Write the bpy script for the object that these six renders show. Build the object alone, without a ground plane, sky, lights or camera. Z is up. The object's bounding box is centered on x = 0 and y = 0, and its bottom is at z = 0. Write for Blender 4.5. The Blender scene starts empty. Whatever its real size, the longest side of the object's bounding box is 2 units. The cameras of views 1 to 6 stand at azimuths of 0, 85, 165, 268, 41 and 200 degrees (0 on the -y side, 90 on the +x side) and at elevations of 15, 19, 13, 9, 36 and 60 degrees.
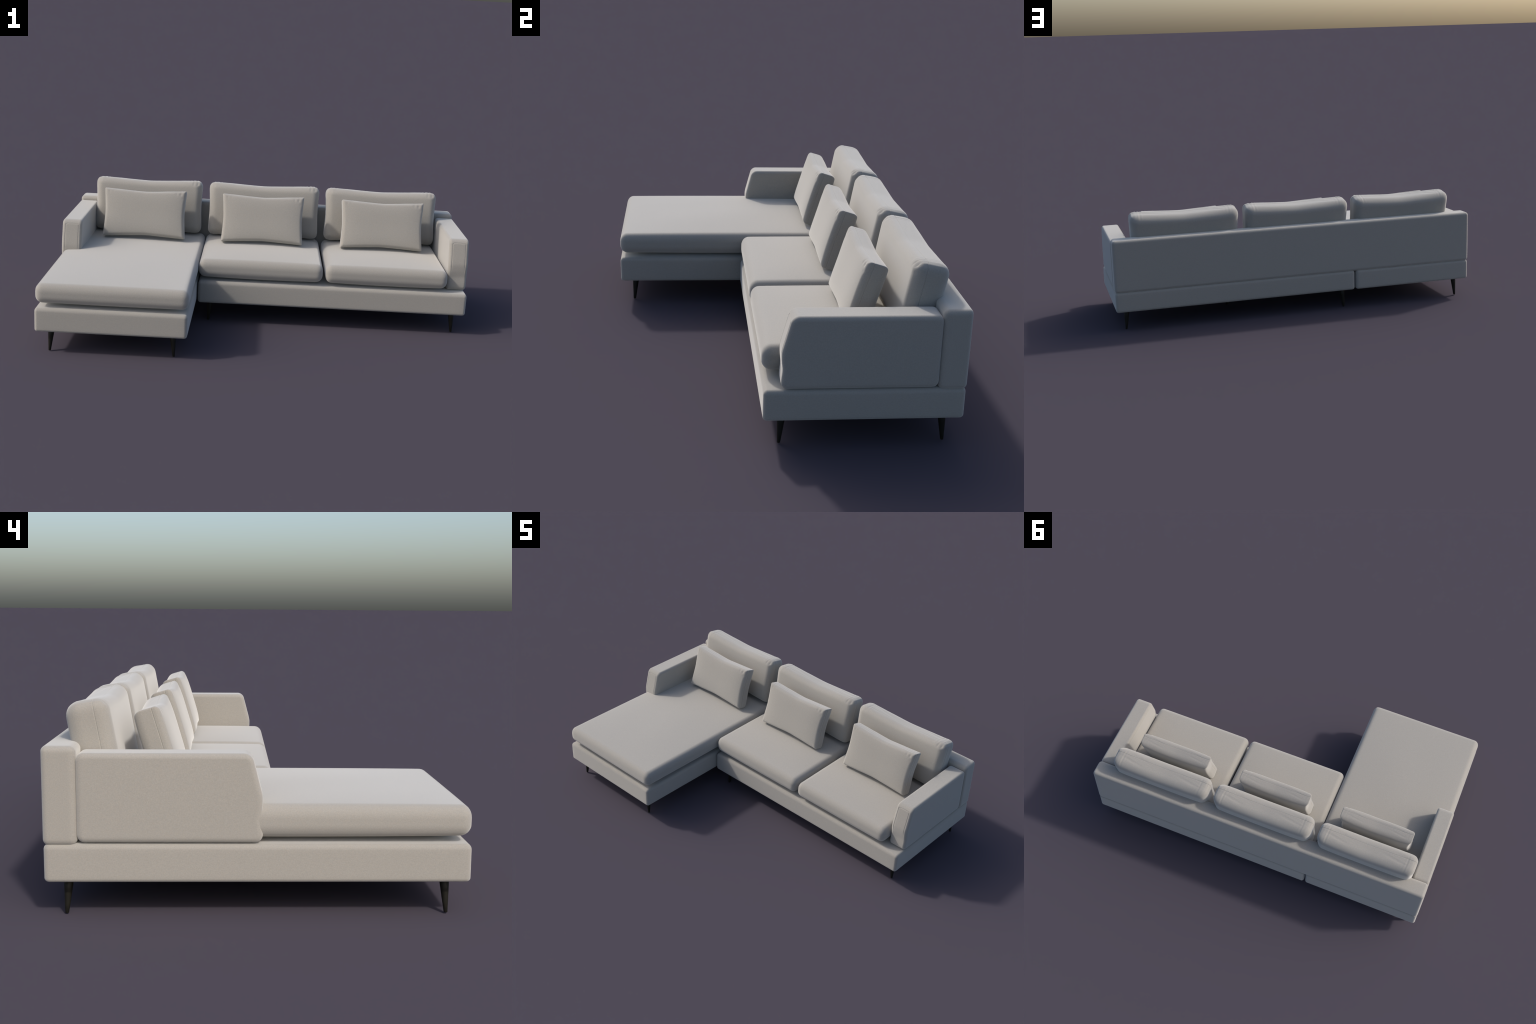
"""Corner sofa with a chaise: two upholstered bases on tapered legs, one long
backrest, two armrests, three seat cushions, three back cushions and three
throw pillows, all in pale woven fabric."""
import bpy, bmesh
import numpy as np
from mathutils import Vector

# ---------------------------------------------------------------- materials
def new_material(name):
    m = bpy.data.materials.new(name)
    m.use_nodes = True
    nt = m.node_tree
    nt.nodes.clear()
    out = nt.nodes.new("ShaderNodeOutputMaterial")
    bsdf = nt.nodes.new("ShaderNodeBsdfPrincipled")
    nt.links.new(bsdf.outputs[0], out.inputs[0])
    return m, nt, bsdf


def fabric_material():
    """Pale greige cloth: fine woven grain plus warm / cool slub mottling."""
    m, nt, bsdf = new_material("woven_fabric")
    N, L = nt.nodes, nt.links
    tc = N.new("ShaderNodeTexCoord")

    def noise(scale, detail, stretch=(1, 1, 1)):
        mp = N.new("ShaderNodeMapping")
        mp.inputs["Scale"].default_value = stretch
        L.new(tc.outputs["Object"], mp.inputs[0])
        n = N.new("ShaderNodeTexNoise")
        n.inputs["Scale"].default_value = scale
        n.inputs["Detail"].default_value = detail
        L.new(mp.outputs[0], n.inputs["Vector"])
        return n.outputs["Fac"]

    def ramp(fac, lo, hi, p0=0.3, p1=0.7):
        r = N.new("ShaderNodeValToRGB")
        r.color_ramp.elements[0].position = p0
        r.color_ramp.elements[1].position = p1
        r.color_ramp.elements[0].color = (*lo, 1)
        r.color_ramp.elements[1].color = (*hi, 1)
        L.new(fac, r.inputs[0])
        return r.outputs[0]

    def multiply(a, b):
        x = N.new("ShaderNodeMix")
        x.data_type = "RGBA"
        x.blend_type = "MULTIPLY"
        x.inputs["Factor"].default_value = 1.0
        L.new(a, x.inputs[6])
        L.new(b, x.inputs[7])
        return x.outputs[2]

    hue = ramp(noise(170, 3), FABRIC_COOL, FABRIC_WARM)                # slub mottling
    thread_h = ramp(noise(430, 2, (0.55, 0.55, 1.4)), (0.94,) * 3, (1.05,) * 3)   # weft
    thread_v = ramp(noise(430, 2, (1.4, 1.4, 0.55)), (0.94,) * 3, (1.05,) * 3)    # warp
    col = multiply(multiply(hue, thread_h), thread_v)
    L.new(col, bsdf.inputs["Base Color"])
    bsdf.inputs["Roughness"].default_value = 0.85
    bsdf.inputs["Specular IOR Level"].default_value = 0.15
    bsdf.inputs["Sheen Weight"].default_value = 0.64
    bsdf.inputs["Sheen Roughness"].default_value = 0.57
    bsdf.inputs["Sheen Tint"].default_value = (1.0, 0.985, 0.95, 1)
    bump = N.new("ShaderNodeBump")
    bump.inputs["Strength"].default_value = 0.08
    bump.inputs["Distance"].default_value = 0.002
    L.new(noise(420, 2), bump.inputs["Height"])
    L.new(bump.outputs[0], bsdf.inputs["Normal"])
    return m


def leg_material():
    m, nt, bsdf = new_material("black_lacquer")
    N, L = nt.nodes, nt.links
    tc = N.new("ShaderNodeTexCoord")
    n = N.new("ShaderNodeTexNoise")
    n.inputs["Scale"].default_value = 60
    L.new(tc.outputs["Object"], n.inputs["Vector"])
    r = N.new("ShaderNodeValToRGB")
    r.color_ramp.elements[0].color = (0.009, 0.0085, 0.0065, 1)
    r.color_ramp.elements[1].color = (0.015, 0.014, 0.010, 1)
    L.new(n.outputs["Fac"], r.inputs[0])
    L.new(r.outputs[0], bsdf.inputs["Base Color"])
    bsdf.inputs["Roughness"].default_value = 0.5
    bsdf.inputs["Specular IOR Level"].default_value = 0.25
    return m


FABRIC_WARM = (0.301, 0.278, 0.244)
FABRIC_COOL = (0.287, 0.274, 0.248)
FABRIC = fabric_material()
LACQUER = leg_material()

# ---------------------------------------------------------------- geometry
def spaced(half, band, n_mid, n_band=9, extra=()):
    """Grid stations from -half to +half: cosine spaced inside the rounded
    band at both ends, even in the middle, plus extra stations (seams)."""
    k = np.linspace(0, np.pi / 2, n_band)
    end = half - band + band * np.sin(k)
    mid = np.linspace(-(half - band), half - band, n_mid)
    s = np.concatenate([-end, mid, end, np.array(extra, float)])
    return np.unique(np.round(s, 6))


def upholstered_block(size, corner, norm, edge_lo, edge_hi, seg, extra=((), (), ())):
    """A soft box. size = half extents (a, b, t); `corner` is the radius of the
    outline in the a-b plane and `norm` its squareness (2 = circular, more =
    pointed); edge_lo / edge_hi = (inset, height) of the rounding towards -t/+t.
    Returns vertices (n,3) in a,b,t and quads."""
    W, H, D = size
    A = spaced(W, corner, seg[0], extra=extra[0])
    B = spaced(H, corner, seg[1], extra=extra[1])
    t0, t1 = -D + edge_lo[1], D - edge_hi[1]
    T = np.unique(np.round(np.concatenate([np.linspace(t0, t1, seg[2]), np.array(extra[2], float)]), 6))

    def outline(a, b):
        dx = np.maximum(np.abs(a) - (W - corner), 0)
        dy = np.maximum(np.abs(b) - (H - corner), 0)
        m = np.maximum(dx, dy)
        ln = (dx ** norm + dy ** norm) ** (1.0 / norm)
        f = np.where(ln > 1e-9, m / np.maximum(ln, 1e-9), 1.0)
        x = np.sign(a) * (np.minimum(np.abs(a), W - corner) + dx * f)
        y = np.sign(b) * (np.minimum(np.abs(b), H - corner) + dy * f)
        return x, y, corner - m

    verts, quads, base = [], [], 0
    for sgn, (inset, height) in ((-1, edge_lo), (1, edge_hi)):
        a, b = np.meshgrid(A, B, indexing="ij")
        x, y, e = outline(a, b)
        q = np.clip((inset - e) / inset, 0, 1)
        t = sgn * (D - height + height * np.sqrt(1 - q * q))
        verts.append(np.stack([x, y, t], -1).reshape(-1, 3))
        na, nb = a.shape
        idx = base + np.arange(na * nb).reshape(na, nb)
        f = np.stack([idx[:-1, :-1], idx[1:, :-1], idx[1:, 1:], idx[:-1, 1:]], -1).reshape(-1, 4)
        quads.append(f if sgn > 0 else f[:, ::-1])
        base += na * nb
    ring = np.array([(a, -H) for a in A] + [(W, b) for b in B[1:]]
                    + [(a, H) for a in A[::-1][1:]] + [(-W, b) for b in B[::-1][1:-1]])
    x, y, _ = outline(ring[:, 0], ring[:, 1])
    n = len(ring)
    verts.append(np.stack([np.tile(x, len(T)), np.tile(y, len(T)), np.repeat(T, n)], -1))
    idx = base + np.arange(n * len(T)).reshape(len(T), n)
    nxt = np.roll(idx, -1, axis=1)
    quads.append(np.stack([idx[:-1], nxt[:-1], nxt[1:], idx[1:]], -1).reshape(-1, 4))
    return np.concatenate(verts), np.concatenate(quads)


def make_mesh(name, verts, quads, material):
    me = bpy.data.meshes.new(name)
    me.from_pydata(verts.tolist(), [], quads.tolist())
    bm = bmesh.new()
    bm.from_mesh(me)
    bmesh.ops.remove_doubles(bm, verts=bm.verts, dist=2e-6)
    bmesh.ops.dissolve_degenerate(bm, edges=bm.edges, dist=1e-7)
    bmesh.ops.recalc_face_normals(bm, faces=bm.faces)
    for f in bm.faces:
        f.smooth = True
    bm.to_mesh(me)
    bm.free()
    me.materials.append(material)
    return me


def add_object(name, mesh, parent=None, location=(0, 0, 0)):
    ob = bpy.data.objects.new(name, mesh)
    bpy.context.scene.collection.objects.link(ob)
    ob.location = location
    if parent is not None:
        ob.parent = parent
    return ob


def gauss(x, w):
    return np.exp(-(x / w) ** 2)


# ---------------------------------------------------------------- sofa root
sofa = bpy.data.objects.new("sectional_sofa", None)
bpy.context.scene.collection.objects.link(sofa)
sofa["label"] = "pale fabric corner sofa with chaise, cushions and thin black legs"
sofa["category"] = "sofa"

# ---------------------------------------------------------------- bases
BASE_Z = (0.1032, 0.2130)


def build_base(x0, x1, y0, y1):
    size = ((x1 - x0) / 2, (y1 - y0) / 2, (BASE_Z[1] - BASE_Z[0]) / 2)
    v, q = upholstered_block(size, 0.015, 2.0, (0.014, 0.012), (0.015, 0.017), (40, 30, 8))
    me = make_mesh("base", v, q, FABRIC)
    return add_object("base", me, sofa, ((x0 + x1) / 2, (y0 + y1) / 2, sum(BASE_Z) / 2))


chaise_base = build_base(-0.9975, -0.3255, -0.5985, 0.5975)
main_base = build_base(-0.3175, 0.9975, -0.0670, 0.5975)

# ---------------------------------------------------------------- legs
def leg_mesh(splay_x, splay_y, r_top=0.0158, r_foot=0.0055, top=0.112, sides=28):
    """Tapered round leg, foot pushed outwards by the splay; foot bottom at z=0."""
    bm = bmesh.new()
    rows = []
    for z, r in ((0.0, r_foot - 0.001), (0.0012, r_foot), (0.03, r_foot + 0.27 * (r_top - r_foot)),
                 (0.07, r_foot + 0.63 * (r_top - r_foot)), (top, r_top)):
        k = 1 - z / top
        rows.append([bm.verts.new((splay_x * k + r * np.cos(2 * np.pi * i / sides),
                                   splay_y * k + r * np.sin(2 * np.pi * i / sides), z))
                     for i in range(sides)])
    for lo, hi in zip(rows, rows[1:]):
        for i in range(sides):
            bm.faces.new((lo[i], lo[(i + 1) % sides], hi[(i + 1) % sides], hi[i])).smooth = True
    bm.faces.new(rows[0][::-1])
    bm.faces.new(rows[-1])
    me = bpy.data.meshes.new("leg")
    bm.to_mesh(me)
    bm.free()
    me.materials.append(LACQUER)
    return me


SPLAY = 0.0075
for base, fx, fy, sx, sy in (
        (chaise_base, -0.9410, -0.5415, -1, -1), (chaise_base, -0.3860, -0.5415, 1, -1),
        (chaise_base, -0.9410, 0.5440, -1, 1),
        (main_base, -0.2655, -0.0140 + 0.006, -1, -1), (main_base, 0.9460, -0.0080, 1, -1),
        (main_base, -0.2645, 0.5470, -1, 1), (main_base, 0.9460, 0.5440, 1, 1)):
    leg = add_object("leg", leg_mesh(sx * SPLAY, sy * SPLAY), base)
    leg.location = Vector((fx - sx * SPLAY, fy - sy * SPLAY, 0)) - base.location
# straight support post under the middle of the long base
post = add_object("support_leg", leg_mesh(0, 0, 0.011, 0.009), main_base)
post.location = Vector((0.340, 0.265, 0)) - main_base.location

# ---------------------------------------------------------------- backrest
def build_backrest():
    y0, y1, z0, z1, hx = 0.5030, 0.5990, 0.2085, 0.4865, 0.9985
    size = (hx, (z1 - z0) / 2, (y1 - y0) / 2)
    v, q = upholstered_block(size, 0.018, 2.0, (0.016, 0.016), (0.018, 0.021), (90, 24, 8))
    # local a = x, b = z, t -> towards the seat (-y)
    w = np.stack([v[:, 0], -v[:, 2], v[:, 1]], -1)
    me = make_mesh("backrest", w, q, FABRIC)
    return add_object("backrest", me, sofa, (0, (y0 + y1) / 2, (z0 + z1) / 2))


build_backrest()

# ---------------------------------------------------------------- armrests
def build_armrest(side):
    """Slab arm: front leans back above a knee, dips in slightly below it, and
    carries a sewn-in front panel whose seam is a fine groove."""
    y0, y1, z0, z1 = -0.0110, 0.5045, 0.2165, 0.4675
    W, H, D = (y1 - y0) / 2, (z1 - z0) / 2, 0.0480
    seam_t, seam_b = 0.0320, H - 0.0175
    fine = [s * seam_t + d for s in (-1, 1) for d in (-0.0022, -0.0011, 0, 0.0011, 0.0022)]
    v, q = upholstered_block((W, H, D), 0.022, 2.0, (0.016, 0.0135), (0.016, 0.0135), (44, 44, 14),
                             extra=((), [seam_b + d for d in (-0.006, -0.004, -0.002, -0.001, 0, 0.001, 0.002)], fine))
    a, b, t = v.T.copy()
    z = b + (z0 + z1) / 2
    front = np.clip((W - 0.02 - a) / (2 * W - 0.04), 0, 1)     # 1 at the front edge, 0 at the back
    knee_z = 0.3470
    lean = 0.262 * 0.004 * np.logaddexp(0, (z - knee_z) / 0.004)
    lean += 0.0036 * gauss(z - 0.283, 0.024)
    skin = np.clip((-a - (W - 0.024)) / 0.02, 0, 1)             # only the front skin is grooved
    # signed distance to the panel outline (rounded upper corners), negative inside
    rc = 0.007
    px = np.abs(t) - (seam_t - rc)
    py = b - (seam_b - rc)
    dist = np.hypot(np.maximum(px, 0), np.maximum(py, 0)) + np.minimum(np.maximum(px, py), 0) - rc
    fade = np.clip((z - 0.300) / 0.04, 0, 1)
    groove = 0.0014 * gauss(dist, 0.0011) * skin * fade
    pad = 0.0005 * np.clip(-dist / 0.006, 0, 1) * skin * fade        # panel stands slightly proud
    a = a + lean * front + groove - pad
    t = t + np.sign(t) * 0.0014 * np.clip(1 - (v[:, 0] / W) ** 2, 0, 1) * np.clip(1 - (v[:, 1] / H) ** 2, 0, 1) * np.clip((np.abs(t) - (D - 0.0135)) / 0.0135, 0, 1)
    w = np.stack([side * t, a, b], -1)
    me = make_mesh("armrest", w, q if side < 0 else q[:, ::-1], FABRIC)
    return add_object("armrest", me, sofa, (side * 0.9505, (y0 + y1) / 2, (z0 + z1) / 2))


build_armrest(-1)
build_armrest(1)

# ---------------------------------------------------------------- seat cushions
def build_seat(x0, x1, y0, y1, seed):
    z0, z1 = 0.2325, 0.3215
    W, H, D = (x1 - x0) / 2, (y1 - y0) / 2, (z1 - z0) / 2
    v, q = upholstered_block((W, H, D), 0.034, 2.3, (0.032, 0.034), (0.030, 0.036), (48, 48, 6))
    a, b, t = v.T.copy()
    dome = np.clip(1 - (a / W) ** 2, 0, 1) * np.clip(1 - (b / H) ** 2, 0, 1)
    flat = np.clip(1 - (a / W) ** 8, 0, 1) * np.clip(1 - (b / H) ** 8, 0, 1)
    t = t + np.where(v[:, 2] > 0, 0.0015 * flat + 0.0115 * dome, -0.024 * dome)
    rng = np.random.default_rng(seed)
    ph = rng.uniform(0, 6.28, 4)
    t += (v[:, 2] > 0) * dome * 0.0006 * (np.sin(9 * a + ph[0]) * np.sin(8 * b + ph[1]) + np.sin(17 * a + 5 * b + ph[2]))
    w = np.stack([a, b, t], -1)
    me = make_mesh("seat_cushion", w, q, FABRIC)
    return add_object("seat_cushion", me, sofa, ((x0 + x1) / 2, (y0 + y1) / 2, (z0 + z1) / 2))


build_seat(-0.9960, -0.3210, -0.5990, 0.4985, 1)
build_seat(-0.3175, 0.2885, -0.0665, 0.4985, 2)
build_seat(0.3015, 0.8980, -0.0665, 0.4985, 3)

# ---------------------------------------------------------------- soft cushions
def soft_cushion(name, W, H, D, corner, norm, edge_back, edge_front, sag, belly, seam_t, seam_depth,
                 fold, gather, dimple, seg):
    """Stuffed cushion standing on its long side. a = width, b = height,
    t = thickness (+t = front). The outline is drawn in between its corners,
    the faces belly out, a seam groove runs round the rim, gathers cross the
    rim at the corners and small dimples sit on the front edge beside them."""
    fine = [seam_t + d for d in (-0.0024, -0.0016, -0.0008, 0, 0.0008, 0.0016, 0.0024)]
    v, q = upholstered_block((W, H, D), corner, norm, edge_back, edge_front, seg, extra=((), (), fine))
    a, b, t = v.T.copy()
    sa, sb = np.sign(v[:, 0]), np.sign(v[:, 1])
    u, w = a / W, b / H
    # outward direction of the rim in the a-b plane and distance e inside it
    dx = np.maximum(np.abs(a) - (W - corner), 0)
    dy = np.maximum(np.abs(b) - (H - corner), 0)
    e = corner - (dx ** norm + dy ** norm) ** (1 / norm)
    na, nb = dx ** (norm - 1), dy ** (norm - 1)
    ln = np.maximum(np.hypot(na, nb), 1e-12)
    na, nb = na / ln, nb / ln
    rim = np.clip(1 - e / 0.030, 0, 1)
    # edges pulled in between the corners
    tent_u = 1 - np.sqrt(u * u + 0.008) / np.sqrt(1.008)
    tent_w = 1 - np.sqrt(w * w + 0.05) / np.sqrt(1.05)
    b = b - sb * np.abs(w) ** 2 * sag[0] * tent_u
    a = a - sa * np.abs(u) ** 2 * sag[1] * tent_w
    # belly of the two faces
    face = np.clip(np.abs(v[:, 2]) / D, 0, 1) ** 2
    fill = np.clip(1 - u ** 4, 0, 1) ** 0.8 * np.clip(1 - w ** 4, 0, 1) ** 0.8
    t = t + face * fill * np.where(v[:, 2] > 0, belly[1], -belly[0])
    # seam, deeper towards the ends of each side where the cloth is tight
    tight = 0.35 + 0.65 * np.clip(np.abs(u), 0, 1) ** 2
    push = -seam_depth * gauss(v[:, 2] - seam_t, 0.0010) * tight
    # long shallow folds along the rim, strongest between centre and corner
    run = np.exp(-((np.abs(u) - 0.60) / 0.26) ** 2) * nb
    drift = v[:, 2] / D - 0.8 * (np.abs(u) - 0.6) * sa
    push = push + fold * run * (np.sin(drift * 11.0) + 0.6 * np.sin(drift * 19.0 + 1.3))
    # gathers: ridges across the rim around each corner (s = arc length from the corner's top)
    theta = np.arctan2(dx, np.maximum(dy, 1e-9))
    s = np.where(dx > 0, -theta * corner, W - corner - np.abs(v[:, 0]))
    wobble = 0.0025 * np.sin(v[:, 2] / D * 2.2 + sa + 2 * sb)
    push = push + gather * np.where(sa * sb > 0, 1.0, 0.7) * np.exp(-((s + 0.004) / 0.026) ** 2) * np.sin((s + wobble) * 2 * np.pi / 0.0175) * (nb + 0.6 * na)
    a = a + sa * na * push * rim
    b = b + sb * nb * push * rim
    # dimples pressed into the front edge beside each corner
    for da, db, k in ((0.026, 0.017, 1.0), (0.047, 0.014, 0.65), (0.015, 0.040, 0.5)):
        r2 = ((W - np.abs(v[:, 0]) - da) / 0.0065) ** 2 + ((H - np.abs(v[:, 1]) - db) / 0.0085) ** 2
        which = np.where(sb > 0, np.where(sa > 0, 1.0, 0.45), np.where(sa > 0, 0.2, 0.35))   # uneven stuffing
        hit = dimple * k * which * np.exp(-r2) * (v[:, 2] > 0.2 * D)
        t = t - hit
        b = b - sb * 0.6 * hit
    return make_mesh(name, np.stack([a, -t, b], -1), q, FABRIC)


back_mesh = soft_cushion("back_cushion", 0.2925, 0.1400, 0.0615, 0.045, 2.7, (0.040, 0.042), (0.036, 0.034),
                         (0.014, 0.008), (0.006, 0.004), 0.021, 0.0016, 0.0004, 0.0013, 0.0060, (120, 60, 24))
for cx, sx in ((-0.6245, 0.962), (-0.0160, 1.0), (0.6010, 1.0)):
    ob = add_object("back_cushion", back_mesh, sofa, (cx, 0.4655, 0.4657))
    ob.scale.x = sx
    ob.rotation_euler.x = np.radians(-10.0)

pillow_mesh = soft_cushion("throw_pillow", 0.2095, 0.1230, 0.0375, 0.018, 6.5, (0.018, 0.024), (0.016, 0.013),
                           (0.013, 0.010), (0.012, 0.013), 0.016, 0.0016, 0.00025, 0.0004, 0.0026, (100, 56, 18))
for cx in (-0.6260, -0.0190, 0.5950):
    ob = add_object("throw_pillow", pillow_mesh, None, (cx, 0.2900, 0.4553))
    ob.rotation_euler.x = np.radians(-16.5)
    ob["label"] = "small rectangular pale fabric throw pillow leaning upright"
    ob["category"] = "pillow"
